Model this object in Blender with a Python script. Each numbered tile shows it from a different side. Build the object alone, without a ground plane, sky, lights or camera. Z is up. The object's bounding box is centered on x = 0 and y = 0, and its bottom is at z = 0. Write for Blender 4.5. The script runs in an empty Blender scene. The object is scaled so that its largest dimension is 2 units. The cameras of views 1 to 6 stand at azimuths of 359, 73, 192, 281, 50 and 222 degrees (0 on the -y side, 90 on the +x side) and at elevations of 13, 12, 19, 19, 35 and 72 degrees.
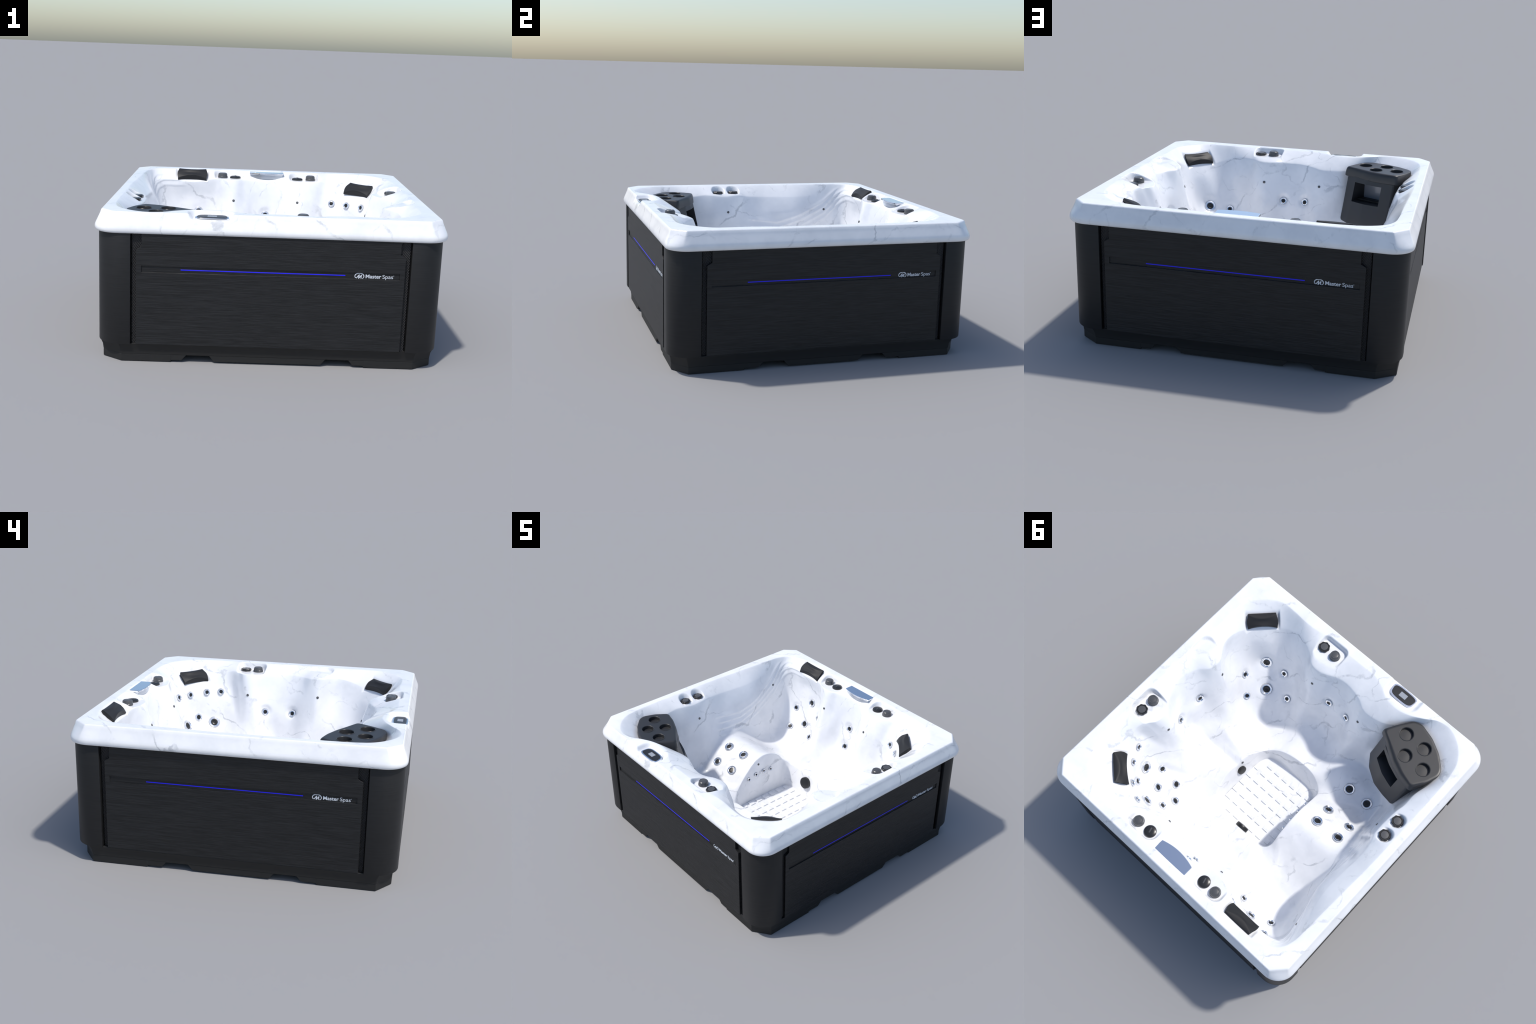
import bpy, bmesh, math, random
import numpy as np
from mathutils import Vector, Matrix
from mathutils.bvhtree import BVHTree

random.seed(7)
COL = bpy.context.scene.collection

# ------------------------------------------------------------------ helpers
def link(ob, parent=None):
    COL.objects.link(ob)
    if parent is not None:
        ob.parent = parent
    return ob

def mesh_obj(name, verts, faces, mat, parent, smooth=True, angle=None):
    me = bpy.data.meshes.new(name)
    me.from_pydata([tuple(v) for v in verts], [], [tuple(f) for f in faces])
    me.validate()
    finish(me, mat, smooth, angle)
    return link(bpy.data.objects.new(name, me), parent)

def finish(me, mat, smooth=True, angle=None):
    if mat is not None and not len(me.materials):
        me.materials.append(mat)
    if smooth:
        me.polygons.foreach_set("use_smooth", [True] * len(me.polygons))
        if angle is not None:
            me.set_sharp_from_angle(angle=math.radians(angle))
    me.update()

def from_bm(bm, name, mat, parent, smooth=True, angle=35):
    bmesh.ops.recalc_face_normals(bm, faces=bm.faces)
    me = bpy.data.meshes.new(name)
    bm.to_mesh(me); bm.free()
    finish(me, mat, smooth, angle)
    return link(bpy.data.objects.new(name, me), parent)

def lathe_mesh(name, profile, n, mat, angle=40, wobble=None):
    """profile: (r, z) pairs; wobble(theta, r, z) -> factor on r"""
    V, F = [], []
    rings = []
    for r, z in profile:
        if r < 1e-6:
            rings.append([len(V)]); V.append((0, 0, z))
        else:
            ring = []
            for i in range(n):
                a = 2 * math.pi * i / n
                k = wobble(a, r, z) if wobble else 1.0
                ring.append(len(V)); V.append((r * k * math.cos(a), r * k * math.sin(a), z))
            rings.append(ring)
    for a, b in zip(rings, rings[1:]):
        for i in range(n):
            j = (i + 1) % n
            if len(a) == 1 and len(b) == 1: continue
            if len(a) == 1: F.append((a[0], b[j], b[i]))
            elif len(b) == 1: F.append((a[i], a[j], b[0]))
            else: F.append((a[i], a[j], b[j], b[i]))
    bm = bmesh.new()
    vs = [bm.verts.new(v) for v in V]
    for f in F: bm.faces.new([vs[i] for i in f])
    bmesh.ops.recalc_face_normals(bm, faces=bm.faces)
    me = bpy.data.meshes.new(name)
    bm.to_mesh(me); bm.free()
    finish(me, mat, True, angle)
    return me

def bake_modifiers(ob):
    dg = bpy.context.evaluated_depsgraph_get()
    dg.update()
    me = bpy.data.meshes.new_from_object(ob.evaluated_get(dg))
    ob.modifiers.clear()
    ob.data = me
    return ob

def bevel(ob, width, segments=2, angle=35, harden=True):
    m = ob.modifiers.new("bevel", 'BEVEL')
    m.width = width; m.segments = segments; m.limit_method = 'ANGLE'; m.angle_limit = math.radians(angle)
    m.use_clamp_overlap = True; m.harden_normals = harden
    ob.data.polygons.foreach_set('use_smooth', [True] * len(ob.data.polygons))
    bake_modifiers(ob)
    return ob

def prism_bm(outline, z0, z1):
    bm = bmesh.new()
    lo = [bm.verts.new((x, y, z0)) for x, y in outline]
    hi = [bm.verts.new((x, y, z1)) for x, y in outline]
    n = len(outline)
    bm.faces.new(lo[::-1]); bm.faces.new(hi)
    for i in range(n):
        bm.faces.new((lo[i], lo[(i + 1) % n], hi[(i + 1) % n], hi[i]))
    return bm

def box_bm(bm, c, s):
    r = bmesh.ops.create_cube(bm, size=1.0, matrix=Matrix.Translation(c) @ Matrix.Diagonal((s[0], s[1], s[2], 1)))
    return r['verts']

def spline(pts, per=14, closed=False):
    """centripetal Catmull-Rom through points"""
    P = np.array(pts, float); n = len(P); out = []
    segs = n if closed else n - 1
    for i in range(segs):
        if closed:
            p0, p1, p2, p3 = P[(i - 1) % n], P[i], P[(i + 1) % n], P[(i + 2) % n]
        else:
            p1, p2 = P[i], P[i + 1]
            p0 = P[i - 1] if i else 2 * p1 - p2
            p3 = P[i + 2] if i + 2 < n else 2 * p2 - p1
        t0 = 0.0
        t1 = t0 + max(np.linalg.norm(p1 - p0), 1e-6) ** .5
        t2 = t1 + max(np.linalg.norm(p2 - p1), 1e-6) ** .5
        t3 = t2 + max(np.linalg.norm(p3 - p2), 1e-6) ** .5
        t = np.linspace(t1, t2, per, endpoint=False)[:, None]
        A1 = (t1 - t) / (t1 - t0) * p0 + (t - t0) / (t1 - t0) * p1
        A2 = (t2 - t) / (t2 - t1) * p1 + (t - t1) / (t2 - t1) * p2
        A3 = (t3 - t) / (t3 - t2) * p2 + (t - t2) / (t3 - t2) * p3
        B1 = (t2 - t) / (t2 - t0) * A1 + (t - t0) / (t2 - t0) * A2
        B2 = (t3 - t) / (t3 - t1) * A2 + (t - t1) / (t3 - t1) * A3
        out.append((t2 - t) / (t2 - t1) * B1 + (t - t1) / (t2 - t1) * B2)
    out = np.concatenate(out)
    return out if closed else np.vstack([out, P[-1]])

def sstep(a, b, x):
    t = np.clip((x - a) / (b - a), 0, 1)
    return t * t * (3 - 2 * t)

# ------------------------------------------------------------------ materials
class Nodes:
    def __init__(self, name):
        self.m = bpy.data.materials.new(name); self.m.use_nodes = True
        self.t = self.m.node_tree; self.b = self.t.nodes["Principled BSDF"]
    def n(self, kind, **kw):
        nd = self.t.nodes.new(kind)
        for k, v in kw.items():
            if k.startswith("_"): setattr(nd, k[1:], v)
            else: nd.inputs[k.replace("__", " ")].default_value = v
        return nd
    def l(self, a, ao, b, bi):
        self.t.links.new(a.outputs[ao], b.inputs[bi])
    def set(self, **kw):
        for k, v in kw.items():
            self.b.inputs[k.replace("__", " ")].default_value = v

def rgba(c): return (c[0], c[1], c[2], 1.0)

def plain(name, col, rough, metal=0.0, grain=0.0, scale=300.0, var=0.0, coat=0.0, spec=0.5):
    m = Nodes(name)
    m.set(Base__Color=rgba(col), Roughness=rough, Metallic=metal, Coat__Weight=coat)
    m.b.inputs["Specular IOR Level"].default_value = spec
    tc = m.n("ShaderNodeTexCoord")
    nz = m.n("ShaderNodeTexNoise", Scale=scale, Detail=3.0)
    m.l(tc, "Object", nz, "Vector")
    if grain:
        bp = m.n("ShaderNodeBump", Strength=grain, Distance=0.001)
        m.l(nz, "Fac", bp, "Height"); m.l(bp, "Normal", m.b, "Normal")
    if var:
        r = m.n("ShaderNodeValToRGB")
        r.color_ramp.elements[0].color = rgba([c * (1 - var) for c in col])
        r.color_ramp.elements[1].color = rgba([c * (1 + var) for c in col])
        r.color_ramp.elements[0].position = .3; r.color_ramp.elements[1].position = .7
        m.l(nz, "Fac", r, "Fac"); m.l(r, "Color", m.b, "Base Color")
    return m.m

def marble():
    m = Nodes("marbled_acrylic")
    tc = m.n("ShaderNodeTexCoord")
    # slowly warped coordinates
    w = m.n("ShaderNodeTexNoise", Scale=6.0, Detail=4.0, Roughness=.6)
    m.l(tc, "Object", w, "Vector")
    sub = m.n("ShaderNodeVectorMath", _operation='SUBTRACT'); sub.inputs[1].default_value = (.5, .5, .5)
    m.l(w, "Color", sub, 0)
    sc = m.n("ShaderNodeVectorMath", _operation='SCALE'); sc.inputs["Scale"].default_value = .11
    m.l(sub, "Vector", sc, 0)
    add = m.n("ShaderNodeVectorMath", _operation='ADD'); m.l(tc, "Object", add, 0); m.l(sc, "Vector", add, 1)

    def veins(scale, width, seed, strength, rot, lo, hi, distort):
        """crests of a strongly distorted band pattern: long slanting veins that break up and fade"""
        mp = m.n("ShaderNodeMapping"); mp.inputs["Location"].default_value = (seed, seed * .7, seed * 1.3)
        mp.inputs["Rotation"].default_value = rot
        m.l(add, "Vector", mp, "Vector")
        wv = m.n("ShaderNodeTexWave", Scale=scale, Distortion=distort, Detail=3.0, _wave_profile='SIN')
        wv.inputs["Detail Scale"].default_value = 1.1; wv.inputs["Detail Roughness"].default_value = .58
        m.l(mp, "Vector", wv, "Vector")
        r = m.n("ShaderNodeMapRange", _interpolation_type='SMOOTHSTEP')
        r.inputs["From Min"].default_value = 1.0 - width; r.inputs["From Max"].default_value = 1.0
        m.l(wv, "Fac", r, "Value")
        gate = m.n("ShaderNodeTexNoise", Scale=4.5, Detail=5.0, Roughness=.7); m.l(mp, "Vector", gate, "Vector")
        g = m.n("ShaderNodeMapRange", _interpolation_type='SMOOTHSTEP')
        g.inputs["From Min"].default_value = lo; g.inputs["From Max"].default_value = hi
        g.inputs["To Max"].default_value = strength
        m.l(gate, "Fac", g, "Value")
        mu = m.n("ShaderNodeMath", _operation='MULTIPLY'); m.l(r, "Result", mu, 0); m.l(g, "Result", mu, 1)
        return mu
    v1 = veins(1.5, .022, 0.0, .52, (.35, .5, .7), .44, .64, 9.0)
    v2 = veins(2.4, .036, 5.3, .36, (.9, -.4, -.6), .47, .68, 11.0)
    v3 = veins(.9, .25, 9.1, .08, (-.4, .6, .3), .42, .70, 8.0)
    s1 = m.n("ShaderNodeMath", _operation='MAXIMUM'); m.l(v1, 0, s1, 0); m.l(v2, 0, s1, 1)
    s2 = m.n("ShaderNodeMath", _operation='MAXIMUM'); m.l(s1, 0, s2, 0); m.l(v3, 0, s2, 1)
    cl = m.n("ShaderNodeTexNoise", Scale=5.0, Detail=5.0, Roughness=.6); m.l(add, "Vector", cl, "Vector")
    base = m.n("ShaderNodeValToRGB")
    base.color_ramp.elements[0].position = .30; base.color_ramp.elements[0].color = (.76, .77, .79, 1)
    base.color_ramp.elements[1].position = .60; base.color_ramp.elements[1].color = (.855, .86, .872, 1)
    m.l(cl, "Fac", base, "Fac")
    mix = m.n("ShaderNodeMix", _data_type='RGBA'); mix.inputs[7].default_value = (.33, .35, .38, 1)
    m.l(s2, 0, mix, 0); m.l(base, "Color", mix, 6)
    m.l(mix, 2, m.b, "Base Color")
    m.set(Roughness=.22)
    m.b.inputs["Coat Weight"].default_value = .25; m.b.inputs["Coat Roughness"].default_value = .08
    return m.m

def grain_board(name, col, scale, strength, coltwist=.22):
    """dark composite with long horizontal grain: texture stretched along the run of the board"""
    m = Nodes(name)
    tc = m.n("ShaderNodeTexCoord")
    mp = m.n("ShaderNodeMapping"); mp.inputs["Scale"].default_value = (7.0, 7.0, 150.0)
    m.l(tc, "Object", mp, "Vector")
    w = m.n("ShaderNodeTexNoise", Scale=1.6, Detail=2.0); m.l(tc, "Object", w, "Vector")
    sc = m.n("ShaderNodeVectorMath", _operation='SCALE'); sc.inputs["Scale"].default_value = 2.2; m.l(w, "Color", sc, 0)
    ad = m.n("ShaderNodeVectorMath", _operation='ADD'); m.l(mp, "Vector", ad, 0); m.l(sc, "Vector", ad, 1)
    nz = m.n("ShaderNodeTexNoise", Scale=scale, Detail=3.0, Roughness=.6); m.l(ad, "Vector", nz, "Vector")
    r = m.n("ShaderNodeValToRGB")
    r.color_ramp.elements[0].position = .32; r.color_ramp.elements[0].color = rgba([c * (1 - coltwist) for c in col])
    r.color_ramp.elements[1].position = .70; r.color_ramp.elements[1].color = rgba([c * (1 + coltwist) for c in col])
    m.l(nz, "Fac", r, "Fac"); m.l(r, "Color", m.b, "Base Color")
    bp = m.n("ShaderNodeBump", Strength=strength, Distance=.002); m.l(nz, "Fac", bp, "Height"); m.l(bp, "Normal", m.b, "Normal")
    m.set(Roughness=.5); m.b.inputs["Specular IOR Level"].default_value = .35
    return m.m

def diagonal_trim():
    m = Nodes("ribbed_trim")
    tc = m.n("ShaderNodeTexCoord")
    mp = m.n("ShaderNodeMapping"); mp.inputs["Rotation"].default_value = (0, math.radians(-28), 0)
    m.l(tc, "Object", mp, "Vector")
    wv = m.n("ShaderNodeTexWave", Scale=38.0, Distortion=.6, Detail=1.0); wv.bands_direction = 'X'
    m.l(mp, "Vector", wv, "Vector")
    bp = m.n("ShaderNodeBump", Strength=.9, Distance=.003); m.l(wv, "Fac", bp, "Height"); m.l(bp, "Normal", m.b, "Normal")
    r = m.n("ShaderNodeValToRGB")
    r.color_ramp.elements[0].color = (.010, .010, .011, 1); r.color_ramp.elements[1].color = (.022, .022, .024, 1)
    m.l(wv, "Fac", r, "Fac"); m.l(r, "Color", m.b, "Base Color")
    m.set(Roughness=.55)
    return m.m

M_SHELL = marble()
M_PANEL = grain_board("panel_composite", (.0106, .0109, .0118), 1.0, .9, .50)  # grain contrast raised, painting bright streak highlights into the colour
M_POST = grain_board("post_composite", (.0108, .0110, .0118), 1.0, .25, .16)
M_TRIM = diagonal_trim()
M_BASE = plain("base_plastic", (.0078, .0078, .0078), .65, grain=.05)
M_GAP = plain("gap_black", (.004, .004, .004), .8)
M_LED = plain("blue_light_strip", (.007, .007, .80), .45)
M_INK = plain("logo_silver_white", (.62, .66, .72), .45)
M_PILLOW = plain("pillow_foam", (.022, .022, .023), .50, grain=.04, scale=700, var=.08, spec=.22)
M_CONSOLE = plain("console_plastic", (.024, .024, .025), .42, grain=.04, scale=500)
M_CUP = plain("cup_plastic", (.028, .028, .028), .34)
M_BLACK = plain("jet_black", (.011, .011, .011), .35)
M_NOZZLE = plain("nozzle_grey", (.045, .046, .048), .3)
M_KNOB = plain("knob_grey", (.072, .073, .076), .30)
M_KNOBDARK = plain("knob_dark", (.018, .018, .0185), .28)
M_CHROME = plain("chrome", (.86, .87, .89), .08, metal=1.0)
M_SHADOW_RING = plain("jet_shadow_grey", (.42, .43, .45), .3)
M_SCREEN = plain("display_screen", (.30, .32, .35), .2)
M_GLASS = plain("console_window", (.22, .24, .28), .25, coat=.4)  # pane colour lightened to make up for the dark recess
M_SPOUT = plain("spout_satin", (.62, .64, .67), .28, metal=.8)
M_SENSOR = plain("sensor_grey", (.10, .10, .10), .3, metal=.4)

# ------------------------------------------------------------------ root
TUB = bpy.data.objects.new("hot_tub", None)
TUB["label"] = "square white marbled hot tub in a dark cabinet"
TUB["category"] = "hot tub"
link(TUB)

# ================================================================== shell
NT = 1440
TH = np.linspace(-math.pi, math.pi, NT, endpoint=False)

def contour(points, per=14):
    P = spline(points, per, closed=True)
    th = np.arctan2(P[:, 1], P[:, 0])
    o = np.argsort(th); th = th[o]; P = P[o]
    th3 = np.concatenate([th - 2 * math.pi, th, th + 2 * math.pi])
    r = np.hypot(P[:, 0], P[:, 1]); r3 = np.tile(r, 3); z3 = np.tile(P[:, 2], 3)
    rr = np.interp(TH, th3, r3); zz = np.interp(TH, th3, z3)
    return np.stack([rr * np.cos(TH), rr * np.sin(TH), zz], 1)

def polygon_r(corners):
    """radius of a convex polygon along each direction"""
    r = np.full(NT, 9.0)
    n = len(corners); d = np.stack([np.cos(TH), np.sin(TH)], 1)
    for i in range(n):
        a = np.array(corners[i]); b = np.array(corners[(i + 1) % n])
        e = b - a; nn = np.array([e[1], -e[0]]); nn /= np.linalg.norm(nn)
        dist = nn @ a
        den = d @ nn
        with np.errstate(divide='ignore'):
            t = np.where(den > 1e-6, dist / np.maximum(den, 1e-9), 9.0)
        r = np.minimum(r, t)
    return r

def rounded_rect_r(hx, hy, rad):
    c = []
    for sx, sy, a0 in ((1, 1, 0), (-1, 1, 90), (-1, -1, 180), (1, -1, 270)):
        for k in range(13):
            a = math.radians(a0 + 90 * k / 12)
            c.append((sx * (hx - rad) + rad * math.cos(a), sy * (hy - rad) + rad * math.sin(a)))
    return polygon_r(c)

def ring(r, z):
    return np.stack([r * np.cos(TH), r * np.sin(TH), np.full(NT, z)], 1)

# each contour runs counter-clockwise from the +x side: (x, y, z)
FLOOR_EDGE = [(.232, 0, .085), (.234, .14, .085), (.230, .23, .085), (.185, .298, .085), (.08, .312, .085), (-.08, .314, .085),
              (-.20, .310, .085), (-.246, .275, .085), (-.255, .18, .085), (-.255, 0, .085), (-.250, -.14, .085), (-.225, -.200, .085),
              (-.16, -.222, .085), (0, -.226, .085), (.12, -.224, .085), (.185, -.206, .085), (.222, -.15, .085)]
SEAT_FRONT = [(.286, .03, .248), (.290, .09, .262), (.282, .18, .238), (.258, .26, .210), (.20, .33, .215), (.12, .352, .255), (-.06, .354, .266),
              (-.19, .354, .268), (-.258, .342, .275), (-.290, .30, .312), (-.295, .232, .392), (-.295, .121, .438), (-.291, .011, .422),
              (-.284, -.084, .348), (-.275, -.158, .274), (-.260, -.212, .215), (-.215, -.258, .190), (-.143, -.287, .220),
              (-.025, -.290, .236), (.112, -.268, .224), (.20, -.228, .186), (.248, -.16, .200), (.272, -.08, .252), (.282, -.02, .268)]
SEAT_MID = [(.545, .03, .228), (.515, .08, .240), (.475, .16, .262), (.458, .22, .248), (.45, .29, .215), (.43, .40, .185), (.33, .46, .190), (.21, .49, .245), (.10, .54, .252), (0, .57, .245),
            (-.11, .56, .246), (-.25, .51, .305), (-.33, .52, .270), (-.42, .50, .225), (-.455, .40, .248), (-.465, .30, .312), (-.47, .20, .388), (-.472, .10, .442),
            (-.46, .0, .425), (-.45, -.09, .372), (-.44, -.15, .330), (-.43, -.205, .276), (-.42, -.255, .242), (-.39, -.33, .264), (-.34, -.395, .284),
            (-.25, -.425, .262), (-.07, -.43, .226), (.06, -.45, .234), (.15, -.455, .240), (.25, -.42, .19), (.36, -.37, .163), (.42, -.33, .172), (.45, -.25, .200), (.475, -.16, .250), (.485, -.09, .285), (.515, -.03, .258)]
BACK_LOW = [(.655, .03, .315), (.632, .09, .325), (.590, .18, .345), (.570, .245, .35), (.575, .33, .328), (.612, .42, .315), (.548, .508, .335), (.44, .592, .325), (.31, .58, .29),
            (.215, .56, .32), (.125, .645, .32), (-.0, .675, .325), (-.13, .645, .32), (-.245, .57, .335), (-.31, .60, .30), (-.40, .672, .302), (-.52, .712, .325), (-.63, .688, .31),
            (-.692, .60, .285), (-.695, .50, .275), (-.686, .40, .295), (-.692, .30, .362), (-.70, .20, .43), (-.704, .10, .475), (-.692, 0, .455), (-.675, -.1, .39),
            (-.658, -.185, .310), (-.655, -.25, .250), (-.652, -.33, .252), (-.65, -.42, .275), (-.60, -.48, .282), (-.50, -.53, .286), (-.40, -.56, .287), (-.335, -.56, .29), (-.27, -.54, .30), (-.2, -.52, .325), (-.12, -.555, .325), (.02, -.575, .325),
            (.13, -.55, .32), (.205, -.525, .32), (.30, -.545, .31), (.42, -.545, .325), (.500, -.495, .33), (.570, -.43, .325), (.590, -.34, .31), (.572, -.25, .335), (.566, -.18, .348), (.60, -.09, .330)]
BACK_MID = [(.718, .02, .545), (.710, .10, .545), (.668, .16, .525), (.642, .20, .515), (.640, .25, .51), (.658, .33, .47), (.698, .43, .47), (.678, .50, .458), (.638, .612, .485), (.51, .662, .458), (.40, .675, .46),
            (.30, .645, .49), (.23, .632, .51), (.165, .665, .53), (.09, .748, .55), (0, .760, .56), (-.09, .750, .55), (-.17, .675, .53), (-.24, .645, .51), (-.31, .68, .49), (-.39, .765, .48), (-.53, .795, .52), (-.66, .783, .475),
            (-.752, .740, .48), (-.772, .62, .46), (-.755, .48, .465), (-.738, .35, .50), (-.738, .20, .54), (-.742, .10, .56), (-.740, 0, .545), (-.728, -.08, .52), (-.716, -.17, .49), (-.722, -.30, .45),
            (-.71, -.44, .458), (-.64, -.52, .460), (-.53, -.57, .460), (-.43, -.60, .460), (-.365, -.61, .46), (-.31, -.60, .48), (-.25, -.592, .50), (-.2, -.592, .51), (-.15, -.608, .525), (-.10, -.644, .545), (0, -.652, .55),
            (.07, -.646, .545), (.15, -.605, .525), (.2, -.592, .51), (.27, -.612, .48), (.37, -.640, .45), (.46, -.638, .45), (.598, -.612, .465), (.664, -.535, .46), (.668, -.456, .46), (.652, -.38, .46), (.638, -.30, .49), (.640, -.24, .51), (.665, -.17, .53), (.720, -.08, .545)]
WALL_TOP = [(.768, 0, .68), (.756, .08, .68), (.715, .17, .68), (.682, .215, .68), (.679, .26, .675), (.715, .32, .68), (.772, .395, .69), (.748, .46, .68), (.690, .57, .676), (.592, .674, .675), (.485, .735, .68), (.41, .735, .68),
            (.33, .70, .675), (.23, .688, .675), (.155, .735, .68), (.08, .775, .685), (0, .785, .685), (-.08, .775, .685), (-.16, .74, .68), (-.241, .70, .673), (-.32, .735, .68), (-.40, .803, .69), (-.53, .822, .69), (-.65, .820, .68),
            (-.772, .787, .68), (-.812, .71, .68), (-.806, .62, .68), (-.795, .55, .68), (-.776, .46, .68), (-.754, .36, .68), (-.756, .25, .68), (-.768, .15, .68), (-.780, .05, .68), (-.774, -.06, .68), (-.757, -.15, .68), (-.757, -.23, .68), (-.765, -.32, .68),
            (-.78, -.42, .68), (-.80, -.6, .70), (-.77, -.69, .70), (-.69, -.755, .70), (-.57, -.79, .70), (-.45, -.725, .69), (-.33, -.655, .68), (-.25, -.638, .68), (-.204, -.637, .676), (-.15, -.66, .68), (-.08, -.69, .68), (0, -.70, .68),
            (.07, -.69, .68), (.14, -.66, .68), (.2, -.638, .676), (.26, -.645, .68), (.33, -.69, .69), (.42, -.732, .69), (.50, -.752, .69), (.592, -.735, .69), (.656, -.662, .69), (.732, -.585, .69), (.765, -.483, .69), (.762, -.41, .69), (.71, -.31, .69), (.684, -.265, .69), (.70, -.20, .68), (.75, -.10, .68)]
LIP = [(.827, -.018, .81), (.811, .057, .815), (.774, .128, .822), (.74, .184, .822), (.72, .25, .822), (.724, .293, .822), (.764, .345, .828), (.788, .42, .815), (.768, .50, .775), (.710, .585, .748), (.645, .655, .738), (.572, .718, .748), (.50, .775, .778),
       (.44, .792, .812), (.39, .775, .824), (.33, .755, .824), (.23, .745, .824), (.165, .775, .818), (.09, .80, .812), (0, .81, .81), (-.09, .80, .812), (-.165, .775, .818), (-.23, .745, .824), (-.33, .755, .824), (-.41, .785, .815), (-.50, .805, .790), (-.62, .806, .788),
       (-.72, .812, .80), (-.785, .795, .80), (-.832, .765, .80), (-.85, .69, .80), (-.843, .60, .788), (-.818, .45, .785), (-.806, .35, .783), (-.812, .2, .785), (-.822, .08, .788), (-.818, -.03, .794), (-.797, -.105, .806), (-.795, -.222, .80), (-.803, -.308, .808), (-.815, -.368, .81),
       (-.815, -.47, .80), (-.842, -.60, .80), (-.832, -.68, .80), (-.762, -.765, .80), (-.665, -.818, .80), (-.555, -.848, .80), (-.49, -.815, .80), (-.42, -.745, .79), (-.36, -.708, .788), (-.317, -.694, .788), (-.251, -.682, .788), (-.192, -.687, .79), (-.128, -.721, .798),
       (-.057, -.738, .804), (.016, -.745, .805), (.082, -.731, .809), (.136, -.703, .812), (.198, -.684, .812), (.259, -.689, .814), (.329, -.745, .815), (.416, -.785, .81), (.50, -.80, .79), (.60, -.770, .758), (.682, -.692, .746), (.763, -.608, .758),
       (.796, -.52, .79), (.785, -.40, .82), (.722, -.30, .822), (.728, -.22, .815), (.79, -.15, .81), (.817, -.09, .81)]
DECK_IN = [(.90, 0, .868), (.905, .2, .868), (.905, .36, .868), (.898, .50, .868), (.888, .62, .868), (.858, .715, .868), (.80, .80, .868), (.72, .86, .868), (.62, .888, .868), (.5, .897, .868), (.4, .898, .868), (.2, .898, .868), (0, .898, .868), (-.2, .898, .868), (-.4, .90, .868), (-.6, .898, .868),
           (-.74, .875, .868), (-.83, .825, .868), (-.872, .75, .868), (-.886, .64, .868), (-.893, .48, .868), (-.901, .32, .868), (-.911, .12, .868), (-.915, -.1, .868), (-.914, -.3, .868), (-.914, -.55, .868), (-.905, -.70, .868), (-.877, -.80, .868),
           (-.80, -.888, .868), (-.71, -.932, .868), (-.62, -.922, .868), (-.535, -.868, .868), (-.45, -.825, .868), (-.36, -.805, .866), (-.26, -.82, .866), (-.2, -.855, .867), (-.12, -.885, .868), (0, -.885, .868), (.15, -.885, .868), (.3, -.888, .868), (.42, -.872, .868), (.50, -.872, .868),
           (.58, -.878, .868), (.69, -.872, .868), (.795, -.805, .868), (.872, -.70, .868), (.882, -.60, .868), (.882, -.50, .868), (.892, -.40, .868), (.904, -.30, .868), (.902, -.15, .868)]

OCT = [(.963, .873), (.886, .956), (-.886, .956), (-.963, .873), (-.963, -.873), (-.886, -.956), (.886, -.956), (.963, -.873)]
r_oct = polygon_r(OCT)
r_max = rounded_rect_r(1.0, .989, .125)

C = [contour(c) for c in (FLOOR_EDGE, SEAT_FRONT, SEAT_MID, BACK_LOW, BACK_MID, WALL_TOP, LIP, DECK_IN)]
C[-1][:, 2] += .004
C.append(ring(r_oct - .010, .8735))
WEIGHT = [.10, .22, .9, 1.0, .9, .9, .35, .35, 0.0]
COUNT = [18, 22, 24, 22, 24, 18, 20, 16]
C = np.array(C)                                   # (K, NT, 3)
chord = np.linalg.norm(np.diff(C, axis=0), axis=2)  # (K-1, NT)
chord = np.maximum(chord, .01)
tan = np.zeros_like(C)
for k in range(1, len(C) - 1):
    a = (C[k] - C[k - 1]) / chord[k - 1][:, None]
    b = (C[k + 1] - C[k]) / chord[k][:, None]
    wa = chord[k][:, None]; wb = chord[k - 1][:, None]
    tan[k] = WEIGHT[k] * (a * wa + b * wb) / (wa + wb)
rows = []
for f in (.02, .2, .4, .6, .75, .86, .94):            # flat floor rings
    rows.append(np.stack([C[0, :, 0] * f, C[0, :, 1] * f, C[0, :, 2]], 1))
for k in range(len(C) - 1):
    h = chord[k][:, None]
    for i in range(COUNT[k]):
        t = i / COUNT[k]
        h00 = 2 * t ** 3 - 3 * t ** 2 + 1; h10 = t ** 3 - 2 * t ** 2 + t
        h01 = -2 * t ** 3 + 3 * t ** 2; h11 = t ** 3 - t ** 2
        rows.append(h00 * C[k] + h10 * h * tan[k] + h01 * C[k + 1] + h11 * h * tan[k + 1])
n_inner = len(rows)
rows.append(ring(r_oct - .010, .8737))
# outer roll of the rim: octagonal top edge melting into a rounded rectangle
for off, z, mixv in ((-.004, .8720, 0), (.001, .8670, 0), (None, .852, .16), (None, .835, .38), (None, .818, .60), (None, .803, .80), (None, .790, .95), (None, .780, 1.0)):
    if off is not None:
        rows.append(ring(r_oct + off, z))
    else:
        rows.append(ring(r_oct * (1 - mixv) + r_max * mixv, z))
for dr, z in ((-.001, .770), (-.004, .762), (-.010, .757), (-.018, .7545), (-.030, .7545), (-.050, .756)):
    rows.append(ring(r_max + dr, z))
R = np.array(rows)                                 # (rows, NT, 3)

X, Y, Zc = R[..., 0], R[..., 1], R[..., 2]

def lower(mask, level):
    """sink the deck to a shelf level where mask is 1"""
    tgt = np.minimum(Zc, level)
    Zc[:] = Zc * (1 - mask) + tgt * mask

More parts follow.
